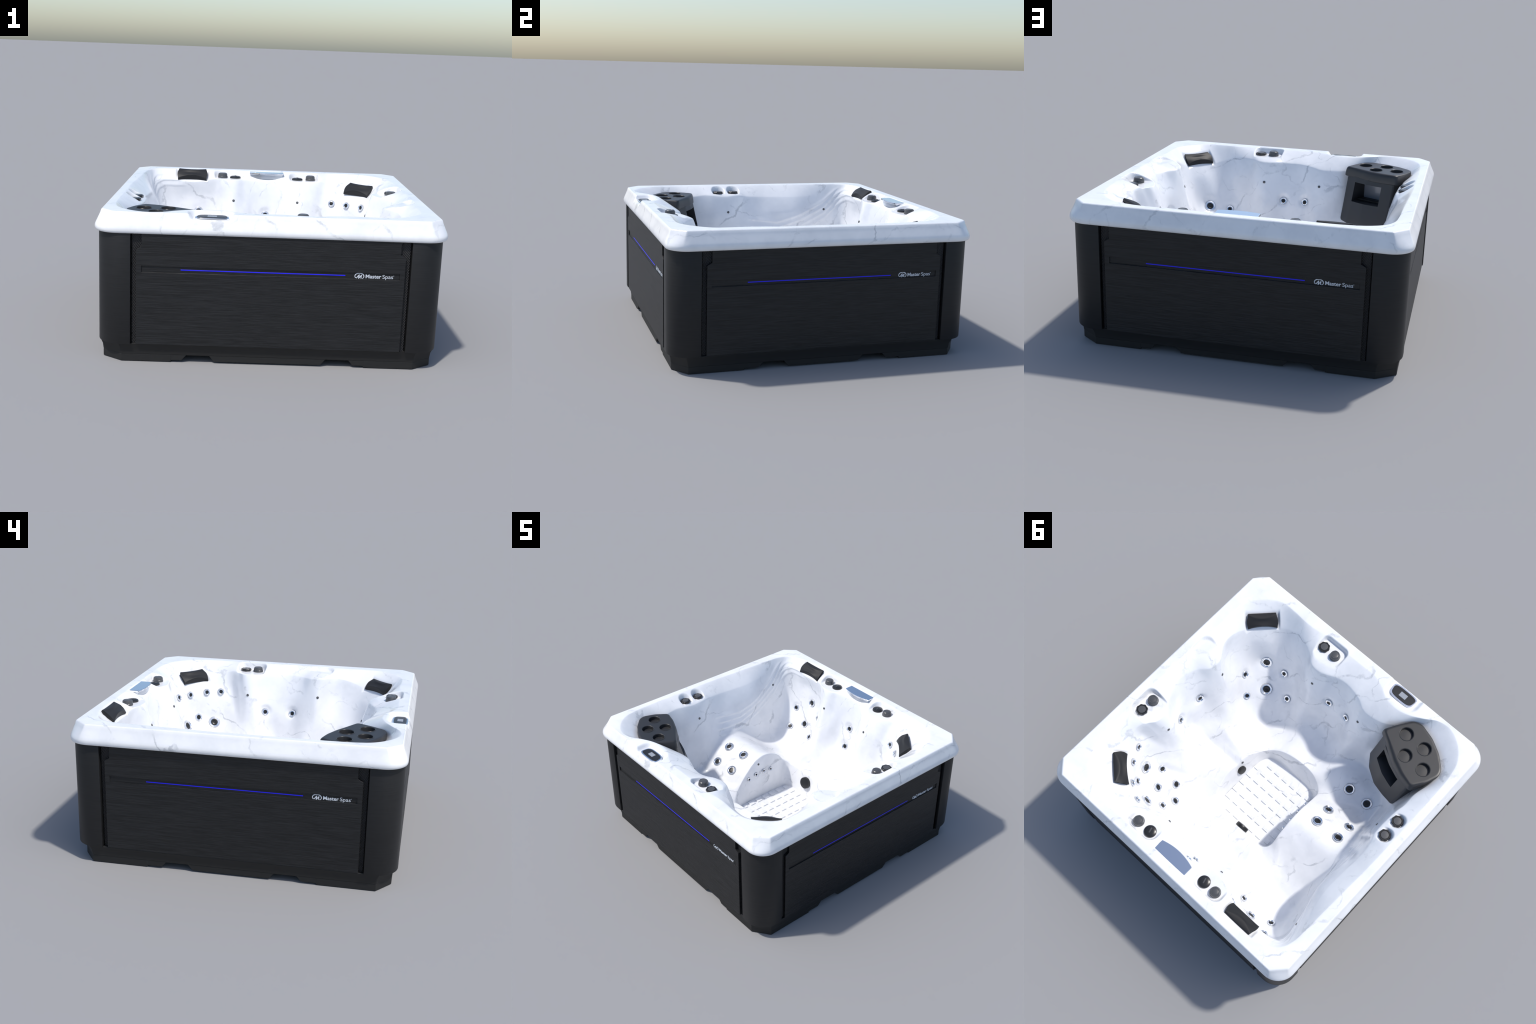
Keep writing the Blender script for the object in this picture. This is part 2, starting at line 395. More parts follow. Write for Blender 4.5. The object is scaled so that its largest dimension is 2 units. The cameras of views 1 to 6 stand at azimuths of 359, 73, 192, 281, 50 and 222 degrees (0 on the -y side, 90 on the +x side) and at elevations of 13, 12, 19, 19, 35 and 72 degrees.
def box_mask(cx, cy, hx, hy, rad, soft):
    qx = np.abs(X - cx) - hx + rad; qy = np.abs(Y - cy) - hy + rad
    d = np.hypot(np.maximum(qx, 0), np.maximum(qy, 0)) + np.minimum(np.maximum(qx, qy), 0) - rad
    return 1 - sstep(-soft * .5, soft * .5, d)

def disc_mask(cx, cy, r, soft):
    d = np.hypot(X - cx, Y - cy) - r
    return 1 - sstep(-soft * .5, soft * .5, d)

PILLOWS = ((.752, -.738, .828, (-.72, .70), .200, .082, .064), (.700, .692, .828, (-.66, -.75), .205, .082, .070), (-.556, .882, .875, (0, -1), .212, .082, .066))
for pcx, pcy, pcz, pf, pw, pd, pdr in PILLOWS:                    # moulded beds under the headrests
    fn = math.hypot(*pf); fx, fy = pf[0] / fn, pf[1] / fn
    ly = (X - pcx) * fx + (Y - pcy) * fy; lx = (X - pcx) * -fy + (Y - pcy) * fx
    qx = np.abs(lx) - (pw * .5 + .010); qy = np.abs(ly - .054) - .053
    d = np.maximum(qx, qy)
    bed = (1 - sstep(-.006, .012, d)) * sstep(.70, .74, Zc)
    lvl = pcz - .024 - (pdr / pd) * np.clip(ly, -.02, pd + .02) * .9
    Zc[:] = Zc * (1 - bed) + np.minimum(Zc, lvl) * bed
deck = (Zc > .77) & (np.arange(len(R))[:, None] < n_inner)
Z0 = Zc.copy()
lower(box_mask(.80, .25, .10, .10, .045, .016), .820)            # +x knob shelf
lower(box_mask(.79, -.275, .110, .085, .055, .014), .850)         # empty shelf
lower(box_mask(.215, -.78, .098, .118, .035, .016), .834)         # -y knob shelf
lower(box_mask(.28, .78, .105, .105, .05, .018), .823)            # +y knob shelves
lower(box_mask(-.28, .78, .105, .105, .05, .018), .823)
lower(disc_mask(-.85, -.253, .046, .016), .816)                   # -x scooped knob seats
lower(box_mask(-.81, -.253, .05, .043, .01, .016), .816)
lower(disc_mask(-.85, -.133, .046, .016), .816)
lower(box_mask(-.81, -.133, .05, .043, .01, .016), .816)
Zc[~deck] = Z0[~deck]
# control panel notch cut through the rim top
notch = box_mask(-.34, -.935, .118, .085, .04, .03) * sstep(.80, .845, Zc)
Zc[:] = Zc * (1 - notch) + np.minimum(Zc, .842 + .02 * 0) * notch

# moulded folds in the lounger wall: shallow steps following sweeping lines
def fold_line(y, k):
    base = np.interp(y, [-.05, .0, .21, .42, .62, .74, .80], [.625, .615, .592, .65, .735, .83, .875])
    drop = np.interp(y, [-.05, .21, .62, .80], [.050, .044, .044, .040])
    return base - k * drop
wallmask = sstep(-.05, .03, Y) * sstep(-.58, -.66, X) * sstep(.40, .45, Zc) * (np.arange(len(R))[:, None] < n_inner)
dv_u = np.gradient(R, axis=1); dv_v = np.gradient(R, axis=0)
NRM = np.cross(dv_v, dv_u); NRM /= np.maximum(np.linalg.norm(NRM, axis=2, keepdims=True), 1e-9)
# make normals face the inside / up
flip = np.sign(NRM[n_inner - 3, 0, 2]); NRM *= flip
for k in range(4):
    d = Zc - fold_line(Y, k)
    # gentle ridge with a sharper lower edge
    amp = .0038 * np.where(d > 0, np.exp(-(d / .020) ** 2), np.exp(-(d / .0035) ** 2)) * wallmask * sstep(.86, .80, Zc)
    R += NRM * amp[..., None]

# ---- jets etc. are declared before meshing so that the wall can dimple behind them
JETS = [  # x, y, z, outer radius, dark-centre ratio, dimple depth
    (.721, -.081, .545, .027, .52, .014), (.708, .1195, .548, .027, .52, .014),
    (.057, -.649, .545, .027, .52, .012), (-.100, -.646, .548, .027, .52, .012),
    (-.003, .7565, .564, .029, .55, .014), (-.005, .710, .415, .029, .55, .014),
    (.599, -.611, .469, .040, .58, .010), (.457, -.639, .449, .027, .50, .008), (.640, -.456, .449, .027, .50, .010),
    (.505, -.508, .33, .040, .62, .010), (.350, -.545, .325, .027, .50, .008), (.562, -.374, .33, .026, .50, .008),
    (.7285, .4651, .674, .024, .55, 0), (.679, .5606, .676, .024, .55, 0), (.584, .658, .672, .024, .55, 0), (.4846, .7184, .6736, .024, .55, 0),
    (.6666, .5013, .4515, .041, .60, .008), (.5026, .6595, .4565, .041, .60, .008), (.6322, .6136, .49, .030, .55, .006),
    (.553, .543, .345, .031, .55, .005), (.608, .422, .345, .029, .55, .005), (.435, .604, .34, .029, .55, .005), (.505, .422, .24, .031, .58, .004), (.425, .515, .24, .031, .58, .004),
    (-.4024, .6905, .3172, .025, .60, .006), (-.5228, .7272, .3802, .033, .66, .006), (-.6438, .6817, .3182, .026, .60, .006),
    (-.668, .764, .4624, .026, .55, .010), (-.3939, .7605, .4834, .026, .55, .010), (-.504, .785, .571, .033, .60, .006),
    (-.4129, -.1397, .3348, .036, .55, .004), (-.5961, -.1498, .3304, .036, .55, .004), (-.5985, -.0198, .4188, .037, .55, .004), (-.4232, -.0091, .4198, .037, .55, .004),
    (-.413, -.363, .272, .037, .66, .002), (-.568, -.367, .268, .037, .66, .002),
    (-.2636, -.0769, .2906, .0155, .55, 0), (-.2674, -.0034, .3081, .0155, .55, 0), (-.268, .0764, .31, .0155, .55, 0), (-.2666, .15, .2971, .0155, .55, 0),
]
for jx, jy, jz, jr, _, dep in JETS:
    if dep:
        d2 = (R[..., 0] - jx) ** 2 + (R[..., 1] - jy) ** 2 + ((R[..., 2] - jz - .25 * jr)) ** 2
        R -= NRM * (dep * np.exp(-(d2 / (1.45 * jr) ** 2) ** 2))[..., None]

nr = len(R)
verts = R.reshape(-1, 3)
me = bpy.data.meshes.new("shell")
idx = np.arange(nr * NT).reshape(nr, NT)
a = idx[:-1]; b = idx[1:]
quads = np.stack([a, np.roll(a, -1, 1), np.roll(b, -1, 1), b], -1).reshape(-1, 4)
centre = len(verts)
verts = np.vstack([verts, [[0, 0, .085]]])
tris = np.stack([np.full(NT, centre), np.roll(idx[0], -1), idx[0]], -1)
# orientation: interior faces must look up
p = verts[quads[NT * 3]]
nz = np.cross(p[1] - p[0], p[2] - p[0])[2]
if nz < 0:
    quads = quads[:, ::-1]
p = verts[tris[5]]
if np.cross(p[1] - p[0], p[2] - p[0])[2] < 0:
    tris = tris[:, ::-1]
nq, ntri = len(quads), len(tris)
me.vertices.add(len(verts)); me.vertices.foreach_set("co", verts.astype(np.float32).ravel())
me.loops.add(nq * 4 + ntri * 3); me.loops.foreach_set("vertex_index", np.concatenate([quads.ravel(), tris.ravel()]).astype(np.int32))
me.polygons.add(nq + ntri)
me.polygons.foreach_set("loop_start", np.concatenate([np.arange(nq) * 4, nq * 4 + np.arange(ntri) * 3]).astype(np.int32))
me.update(calc_edges=True); me.validate()
finish(me, M_SHELL, True)
SHELL = link(bpy.data.objects.new("shell", me), TUB)
BVH = BVHTree.FromPolygons([tuple(v) for v in verts], [tuple(q) for q in quads])

def seat_on(x, y, z, lift=0.0):
    loc, nor, _, _ = BVH.find_nearest(Vector((x, y, z)))
    if nor.dot(Vector((0, 0, .9)) - loc) < 0: nor = -nor
    return loc + nor * lift, nor

def frame(loc, nor, spin=0.0):
    q = Vector((0, 0, 1)).rotation_difference(nor)
    return Matrix.Translation(loc) @ q.to_matrix().to_4x4() @ Matrix.Rotation(spin, 4, 'Z')

# ------------------------------------------------------------------ tread pads on the floor
PADM = None
fl = [(x, y) for x, y, _ in FLOOR_EDGE]
r_floor = np.hypot(C[0, :, 0], C[0, :, 1])
def inside_floor(x, y, m):
    rr = np.interp(math.atan2(y, x), TH, r_floor)
    return math.hypot(x, y) < rr - m
def pad_mesh(hx, hy):
    bm = bmesh.new()
    box_bm(bm, (0, 0, 0), (hx * 2, hy * 2, .015))
    me_ = bpy.data.meshes.new("tread_pad")
    for v in bm.verts:
        if v.co.z > 0: v.co.x *= .965; v.co.y *= .965
    bmesh.ops.bevel(bm, geom=bm.edges[:], offset=.0012, segments=2, affect='EDGES')
    bm.to_mesh(me_); bm.free(); finish(me_, M_SHELL, True, 40)
    return me_
PADM = pad_mesh(.0232, .0232)
STEP = .0718
for i in range(-4, 5):
    for j in range(-5, 6):
        x = -.0755 + i * STEP; y = -.162 + (j + 4) * STEP
        if inside_floor(x, y, .006):
            # keep the whole pad inside the floor outline
            sx = sy = 1.0; cx, cy = x, y
            ok = all(inside_floor(x + dx, y + dy, -.004) for dx in (-.0232, .0232) for dy in (-.0232, .0232))
            if not ok:
                cx, cy = x * .985, y * .985; sx = sy = .72
                if not all(inside_floor(cx + dx, cy + dy, -.004) for dx in (-.018, .018) for dy in (-.018, .018)): continue
            ob = link(bpy.data.objects.new("tread_pad", PADM), SHELL)
            ob.location = (cx, cy, .0855); ob.scale = (sx, sy, 1)

# ------------------------------------------------------------------ jets
def jet_meshes(r, core):
    k = r; c = core * r
    ringm = lathe_mesh("jet_ring", [(c, .000), (c, .0050), (c * 1.05, .0066), (.5 * (c + .84 * k), .0056), (.80 * k, .0062), (.84 * k, .0090), (.90 * k, .0104), (.955 * k, .0092), (.985 * k, .0055), (.985 * k, -.006)], 44, M_CHROME, 60)
    noz = lathe_mesh("nozzle", [(c * 1.02, .000), (c * 1.01, .0030), (c * .86, .0040), (c * .55, .0040), (c * .45, .0022), (c * .22, .0022), (c * .16, .0046), (0, .0048)], 36, M_BLACK, 40)
    shadow_ring = lathe_mesh("jet_shadow_ring", [(.97 * k, -.002), (.98 * k, .0048), (1.04 * k, .0040), (1.08 * k, -.004)], 44, M_SHADOW_RING, 40)  # raised grey ring modelled as the shadow outline round each jet
    return ringm, noz, shadow_ring
cache = {}
for jx, jy, jz, jr, core, dep in JETS:
    key = (jr, core)
    if key not in cache:
        cache[key] = jet_meshes(jr, core)
    loc, nor = seat_on(jx, jy, jz, .002)
    ob = link(bpy.data.objects.new("jet", cache[key][0]), TUB)
    ob.matrix_local = frame(loc, nor, random.random() * 6)
    nz_ = link(bpy.data.objects.new("nozzle", cache[key][1]), ob)
    link(bpy.data.objects.new("jet_shadow_ring", cache[key][2]), ob)

# ------------------------------------------------------------------ small wall sensors
SENS = lathe_mesh("light_sensor", [(.0095, -.006), (.0095, .001), (.0085, .003), (.006, .0042), (0, .0045)], 20, M_SENSOR, 40)
for p3 in ((-.758, -.191, .681), (-.804, .622, .679), (-.241, .698, .673), (.230, .686, .676), (-.294, .033, .382), (.202, -.637, .676), (-.204, -.636, .676), (.683, -.274, .690), (.677, .250, .674), (.286, -.012, .236)):
    loc, nor = seat_on(*p3)
    link(bpy.data.objects.new("light_sensor", SENS), TUB).matrix_local = frame(loc, nor)

# ------------------------------------------------------------------ suction covers
SUC = lathe_mesh("suction_cover", [(.043, -.014), (.0445, .004), (.0445, .020), (.0425, .0245), (.037, .0265), (.015, .028), (0, .028)], 40, M_BLACK, 35)
for p3 in ((-.037, .335, .200), (.258, .022, .180)):
    loc, nor = seat_on(*p3)
    so = link(bpy.data.objects.new("suction_cover", SUC), TUB)
    so.matrix_local = frame(loc, nor) @ Matrix.Scale(.74 if p3[0] > .2 else 1.06, 4)

# ------------------------------------------------------------------ knobs
def facets(n, amt):
    return lambda a, r, z: 1 + amt * (abs(math.cos(a * n / 2)) - .6)
DOME = lathe_mesh("dome_knob", [(.036, 0), (.0365, .006), (.0355, .012), (.034, .0145), (.0335, .024), (.031, .031), (.026, .0345), (.0235, .0345), (.022, .033), (.020, .0335), (.010, .035), (0, .0352)], 60, M_KNOB, 30,
                 lambda a, r, z: 1 + (.045 * (max(0, math.cos(3 * a)) ** 4) if .012 < z < .032 and r > .028 else 0) - (.02 if .012 < z < .032 else 0))
SCAL = lathe_mesh("scalloped_knob", [(.034, 0), (.037, .004), (.037, .014), (.033, .018), (.029, .018), (.027, .0155), (.0255, .0155), (.0245, .0175), (.012, .0185), (0, .0187)], 72, M_KNOBDARK, 30,
                 lambda a, r, z: 1 + (.045 * math.cos(8 * a) if r > .031 else 0))
SCALTOP = lathe_mesh("knob_cap", [(.0255, .0172), (.024, .0190), (.012, .0198), (0, .02)], 48, M_KNOB, 40)
DIV = lathe_mesh("diverter_knob", [(.040, 0), (.0405, .005), (.038, .011), (.031, .0145), (.018, .016), (0, .0165)], 60, M_KNOBDARK, 40)
def lever_mesh():
    bm = bmesh.new()
    box_bm(bm, (.006, 0, .0165), (.036, .009, .006))
    bmesh.ops.bevel(bm, geom=bm.edges[:], offset=.0025, segments=3, affect='EDGES')
    me_ = bpy.data.meshes.new("lever"); bm.to_mesh(me_); bm.free(); finish(me_, M_KNOB, True, 40)
    return me_
LEVER = lever_mesh()
for (x, y, z, kind) in ((-.850, -.253, .816, 's'), (-.849, -.133, .816, 's'), (.273, -.828, .834, 's'), (.178, -.826, .834, 'd'), (.845, .298, .821, 's'), (.838, .205, .821, 'd'),
                        (.329, .833, .824, 'd'), (.231, .832, .824, 'f'), (-.234, .832, .824, 'f'), (-.328, .833, .824, 'd')):
    me_ = {'s': SCAL, 'd': DOME, 'f': DIV}[kind]
    ob = link(bpy.data.objects.new({'s': "scalloped_knob", 'd': "dome_knob", 'f': "diverter_knob"}[kind], me_), TUB)
    ob.location = (x, y, z - .001)
    ob.rotation_euler = (0, 0, math.radians({'s': 10, 'd': -60, 'f': -75}[kind]))
    if kind == 's': link(bpy.data.objects.new("knob_cap", SCALTOP), ob)
    if kind == 'f': link(bpy.data.objects.new("lever", LEVER), ob)

# ------------------------------------------------------------------ pillows
def pillow_mesh(w, depth, drop):
    """headrest: cylindrically hollowed top, curved face, arched underside"""
    nu, V, F = 33, [], []
    sect = []
    for i in range(nu):
        u = -1 + 2 * i / (nu - 1)
        q = 1 - u * u                                   # 0 at the ends, 1 mid
        endw = w * .5 * u
        taper = .012 * abs(u) ** 6
        top_in = .026 * q                                # crescent cut at the top
        pts = [
            (-.006, -.045), (-.004, -.008), (.003, .000 - .003 * q),                       # straight rear edge
            (.006 + .018 * q, .001 - .004 * q), (.008 + .032 * q, .000 - .006 * q),        # shallow crescent behind the face
            (depth * .55 + .004 * q, -drop * .46 + .010), (depth * .78, -drop * .72 + .009 + .010 * q),
            (depth * .97 - .002 * q, -drop + .006 + .026 * q), (depth * 1.00 - .006 * q, -drop - .002 + .024 * q),   # arched front edge
            (depth * .96 - .014 * q, -drop - .010), (depth * .20, -drop - .022),                     # hollow underside
        ]
        sect.append([(endw * (.93 if k < 3 else .95 if k < 5 else 1.05 if k < 7 else 1.0), y, z) for k, (y, z) in enumerate(pts)])
    m = len(sect[0])
    # finer section with interpolated points
    fine = []
    for s in sect:
        P_ = [np.array(p_) for p_ in s]
        fine.append([P_[k] * (1 - t_) + P_[(k + 1) % len(P_)] * t_ for k in range(len(P_)) for t_ in (.12, .5, .88)])
    m = len(fine[0])
    for s in fine: V += [tuple(p) for p in s]
    for i in range(nu - 1):
        for k in range(m):
            F.append((i * m + k, i * m + (k + 1) % m, (i + 1) * m + (k + 1) % m, (i + 1) * m + k))
    F.append(tuple(range(m))); F.append(tuple(range((nu - 1) * m, nu * m))[::-1])
    bm = bmesh.new(); vs = [bm.verts.new(v) for v in V]
    for f in F: bm.faces.new([vs[i] for i in f])
    bmesh.ops.recalc_face_normals(bm, faces=bm.faces)
    me_ = bpy.data.meshes.new("pillow"); bm.to_mesh(me_); bm.free()
    finish(me_, M_PILLOW, True, 30)
    return me_
for (cx, cy, cz, facing, w, depth, drop) in PILLOWS:
    ob = link(bpy.data.objects.new("pillow", pillow_mesh(w, depth, drop)), TUB)
    ang = math.atan2(facing[1], facing[0]) - math.pi / 2
    ob.location = (cx, cy, cz); ob.rotation_euler = (0, 0, ang)

# ------------------------------------------------------------------ waterfall spout
out = [(-.127, .892)] + [(.127, .892)] + [(.127 * math.cos(t) if 0 else .127 - .254 * k / 20, .822 - .020 * (1 - (1 - 2 * k / 20) ** 2)) for k, t in enumerate(np.linspace(0, 1, 21))]
bm = prism_bm(out[::-1], .856, .869)
wf = from_bm(bm, "waterfall_spout", M_CHROME, TUB)
bevel(wf, .0035, 3)
inn = [(x * .94, y + (.010 if y < .87 else -.02)) for x, y in out]
bm = prism_bm(inn[::-1], .825, .858)
wb = from_bm(bm, "spout_body", M_SPOUT, wf, True, 40)

# ------------------------------------------------------------------ control panel
def superellipse(hx, hy, e, n=72, skew=0.0):
    pts = []
    for k in range(n):
        a = 2 * math.pi * k / n
        c, s = math.cos(a), math.sin(a)
        x = hx * math.copysign(abs(c) ** e, c); y = hy * math.copysign(abs(s) ** e, s)
        x *= 1 + skew * y / hy
        pts.append((x, y))
    return pts
CP = bpy.data.objects.new("control_panel", None)
cpz = .846
bm = prism_bm(superellipse(.094, .048, .55, skew=-.08), -.012, .007)
panel = from_bm(bm, "control_panel", M_CHROME, TUB); bevel(panel, .003, 3)
panel.location = (-.337, -.911, cpz); panel.rotation_euler = (math.radians(2), 0, 0)
bm = prism_bm(superellipse(.084, .039, .55, skew=-.08), .0, .0088)
face = from_bm(bm, "panel_face", M_KNOBDARK, panel); bevel(face, .002, 2)
bm = bmesh.new(); box_bm(bm, (.0, .0, .0085), (.052, .034, .002))
from_bm(bm, "display_screen", M_SCREEN, panel, True, 30)
bm = bmesh.new(); box_bm(bm, (0, -.024, .0085), (.14, .0012, .0012))
from_bm(bm, "panel_groove", M_GAP, panel, True, 30)

# ------------------------------------------------------------------ corner console
top_pts = [(-.395, -.660), (-.443, -.751), (-.500, -.832), (-.555, -.850), (-.664, -.820), (-.760, -.768), (-.838, -.697), (-.853, -.650), (-.822, -.564), (-.762, -.480)]
front = [(-.670, -.505), (-.577, -.548), (-.486, -.605)]
def soften(pts, rad=.02, n=5):
    out_ = []
    m = len(pts)
    for i in range(m):
        p0, p1, p2 = (np.array(pts[(i - 1) % m]), np.array(pts[i]), np.array(pts[(i + 1) % m]))
        d0 = (p0 - p1); d2 = (p2 - p1)
        l0 = np.linalg.norm(d0); l2 = np.linalg.norm(d2)
        a_ = p1 + d0 / l0 * min(rad, l0 * .45); b_ = p1 + d2 / l2 * min(rad, l2 * .45)
        for k in range(n):
            t = k / (n - 1)
            out_.append(tuple((1 - t) ** 2 * a_ + 2 * t * (1 - t) * p1 + t * t * b_))
    return out_
tray_out = soften(top_pts + front, .022)
bm = bmesh.new()
levels = [(.0, .772, .016), (.0, .7745, .021), (.0, .778, .023), (.0, .795, .020), (.0, .812, .016), (.0, .824, .011), (.0, .8315, .005), (.0, .8355, -.002), (.0, .8375, -.008), (.0, .838, -.014), (.0, .838, -.018)]
cx0 = np.mean([p[0] for p in tray_out]); cy0 = np.mean([p[1] for p in tray_out])
rings_ = []
for _, z, g in levels:
    rg = []
    for x, y in tray_out:
        d = math.hypot(x - cx0, y - cy0)
        front_w = max(0.0, ((x - cx0) * .45 + (y - cy0) * .89) / .16)      # the front skirt flares
        f = 1 + (g * min(1, front_w) if g > 0 else g) / d
        rg.append(bm.verts.new((cx0 + (x - cx0) * f, cy0 + (y - cy0) * f, z)))
    rings_.append(rg)
n = len(tray_out)
for a_, b_ in zip(rings_, rings_[1:]):
    for i in range(n): bm.faces.new((a_[i], a_[(i + 1) % n], b_[(i + 1) % n], b_[i]))
bm.faces.new(rings_[0][::-1]); bm.faces.new(rings_[-1])
tray = from_bm(bm, "console_tray", M_CONSOLE, None, True, 35)
CUPS = [(-.5216, -.7305), (-.6698, -.7293), (-.7514, -.6163), (-.607, -.6133)]
cut = bmesh.new()
for x, y in CUPS:
    bmesh.ops.create_cone(cut, cap_ends=True, segments=48, radius1=.041, radius2=.046, depth=.05, matrix=Matrix.Translation((x, y, .838)))
cutter = from_bm(cut, "cutter", M_CUP, None)
mod = tray.modifiers.new("cups", 'BOOLEAN'); mod.object = cutter; mod.operation = 'DIFFERENCE'; mod.solver = 'EXACT'
bake_modifiers(tray)
bpy.data.objects.remove(cutter)
tray.parent = TUB
tray.modifiers.new('wn', 'WEIGHTED_NORMAL').keep_sharp = True
finish(tray.data, None, True, 34)
bake_modifiers(tray)
CUPM = lathe_mesh("cup_holder", [(.0435, -.0235), (.0435, -.001), (.0450, .0015), (.0475, .0022), (.0485, .0008)], 56, M_CUP, 50)
CUPF = lathe_mesh("cup_floor", [(0, -.0215), (.02, -.0222), (.036, -.0228), (.043, -.0230)], 56, M_CONSOLE, 50)
for x, y in CUPS:
    ob = link(bpy.data.objects.new("cup_holder", CUPM), tray); ob.location = (x, y, .838)
    ob2 = link(bpy.data.objects.new("cup_floor", CUPF), ob)

body_top = soften([(-.405, -.655), (-.46, -.76), (-.60, -.81), (-.79, -.72), (-.80, -.58), (-.752, -.478), (-.655, -.498), (-.56, -.538), (-.475, -.590)], .015)
body_bot = soften([(-.372, -.600), (-.44, -.76), (-.60, -.82), (-.78, -.72), (-.775, -.55), (-.715, -.417), (-.622, -.430), (-.533, -.452), (-.432, -.517)], .015)
bm = bmesh.new(); rings_ = []
n = len(body_top)
for t, z, s in ((0, .780, 1), (.25, .70, 1), (.5, .62, 1), (.8, .53, 1), (1.0, .475, 1), (1.03, .462, .985), (1.03, .456, .95)):
    rg = []
    for (ax, ay), (bx, by) in zip(body_top, body_bot):
        x = ax + (bx - ax) * t; y = ay + (by - ay) * t
        x = -.62 + (x + .62) * s; y = -.63 + (y + .63) * s
        rg.append(bm.verts.new((x, y, z)))
    rings_.append(rg)
for a_, b_ in zip(rings_, rings_[1:]):
    for i in range(n): bm.faces.new((a_[i], a_[(i + 1) % n], b_[(i + 1) % n], b_[i]))
bm.faces.new(rings_[0][::-1]); bm.faces.new(rings_[-1])
body = from_bm(bm, "console_body", M_CONSOLE, None, True, 40)
# window recess in the front face
wa, wb_ = Vector((-.460, -.566, .68)), Vector((-.657, -.473, .68))
mid = (wa + wb_) / 2; ax_u = (wb_ - wa).normalized(); ax_n = Vector((-ax_u.y, ax_u.x, 0))
if ax_n.y < 0: ax_n = -ax_n
rot = Matrix((ax_u, ax_n, Vector((0, 0, 1)))).transposed().to_4x4()
cut = bmesh.new(); box_bm(cut, (0, 0, 0), ((wb_ - wa).length, .34, .132))
cutter = from_bm(cut, "cutter", M_GAP, None); cutter.matrix_world = Matrix.Translation(mid) @ rot
bpy.context.view_layer.update()
mod = body.modifiers.new("window", 'BOOLEAN'); mod.object = cutter; mod.operation = 'DIFFERENCE'; mod.solver = 'EXACT'
bake_modifiers(body); bpy.data.objects.remove(cutter)
body.parent = TUB
body.modifiers.new('wn', 'WEIGHTED_NORMAL').keep_sharp = True
finish(body.data, None, True, 34)
bake_modifiers(body)
win = bmesh.new(); box_bm(win, (0, 0, 0), ((wb_ - wa).length - .002, .006, .130))
wo = from_bm(win, "console_window", M_GLASS, body, True, 30); wo.matrix_local = Matrix.Translation(mid - ax_n * .150) @ rot
for zz in (-.052,):
    bar = bmesh.new(); box_bm(bar, (0, 0, 0), ((wb_ - wa).length - .006, .020, .010))
    bo = from_bm(bar, "window_sill", M_GAP, body, True, 30); bo.matrix_local = Matrix.Translation(mid - ax_n * .06 + Vector((0, 0, -.058))) @ rot

# ================================================================== cabinet
PX, PY = .975, .9745         # panel planes
ZB, ZT = .112, .762

# base pan
def base_pan():
    bm = bmesh.new()
    hx, hy = .957, .946
    outline = [(hx, -.862), (hx, .862), (.843, hy), (-.843, hy), (-hx, .862), (-hx, -.862), (-.843, -hy), (.843, -hy)]
    tapered = [(x * .998, y * .998) for x, y in outline]
    loops = [[bm.verts.new((x * f, y * f, z)) for x, y in src] for src, f, z in ((tapered, .70, .040), (tapered, 1, .040), (outline, 1.002, .075), (outline, 1.016, .1115), (outline, .90, .1115), (outline, .90, .070), (outline, .70, .070))]
    for a_, b_ in zip(loops, loops[1:] + loops[:1]):
        for i in range(8): bm.faces.new((a_[i], a_[(i + 1) % 8], b_[(i + 1) % 8], b_[i]))
    bm.faces.new(loops[0][::-1])
    return bm
base = from_bm(base_pan(), "base_pan", M_BASE, TUB, True, 25); bevel(base, .006, 2)
def foot(profile_xz, depth, name, turn, y_out):
    """extrudes a profile drawn along one side of the pan"""
    bm = bmesh.new()
    f_ = [bm.verts.new((x, -y_out, z)) for x, z in profile_xz]
    b_ = [bm.verts.new((x, -y_out + depth, z)) for x, z in profile_xz]
    m_ = len(profile_xz)
    bm.faces.new(f_); bm.faces.new(b_[::-1])
    for i in range(m_): bm.faces.new((f_[i], b_[i], b_[(i + 1) % m_], f_[(i + 1) % m_]))
    ob = from_bm(bm, name, M_BASE, base, True, 25)
    ob.rotation_euler = (0, 0, turn); bevel(ob, .0015, 1)
    return ob
for turn, yo, r0, r1, n0, n1, f0 in ((0, .944, .307, .337, .466, .494, .557), (math.pi / 2, .955, .231, .263, .394, .424, .514), (math.pi, .944, .307, .337, .466, .494, .557), (-math.pi / 2, .955, .231, .263, .394, .424, .514)):
    foot([(-r0, .007), (r0, .007), (r1, .043), (-r1, .043)], .25, "base_rail", turn, yo - .001)
    for s in (-1, 1):
        pr = [(s * n1, .010), (s * f0, .010), (s * f0, .043), (s * n0, .043)]
        foot(pr if s > 0 else pr[::-1], .25, "base_rail", turn, yo - .001)
# corner feet
for sx in (1, -1):
    for sy in (1, -1):
        o_ = [(.957, .514), (.957, .862), (.843, .946), (.557, .946), (.557, .70), (.70, .70), (.70, .514)]
        o_ = [(x * sx * .997, y * sy * .997) for x, y in o_]
        if sx * sy < 0: o_ = o_[::-1]
        ob = from_bm(prism_bm(o_, 0, .043), "base_foot", M_BASE, base, True, 25); bevel(ob, .0025, 2)
bm = bmesh.new()
for sgn in (-1, 1):
    box_bm(bm, (0, sgn * .936, .42), (1.66, .008, .66)); box_bm(bm, (sgn * .939, 0, .42), (.008, 1.66, .66))
backing = from_bm(bm, "cabinet_backing", M_GAP, TUB, False)
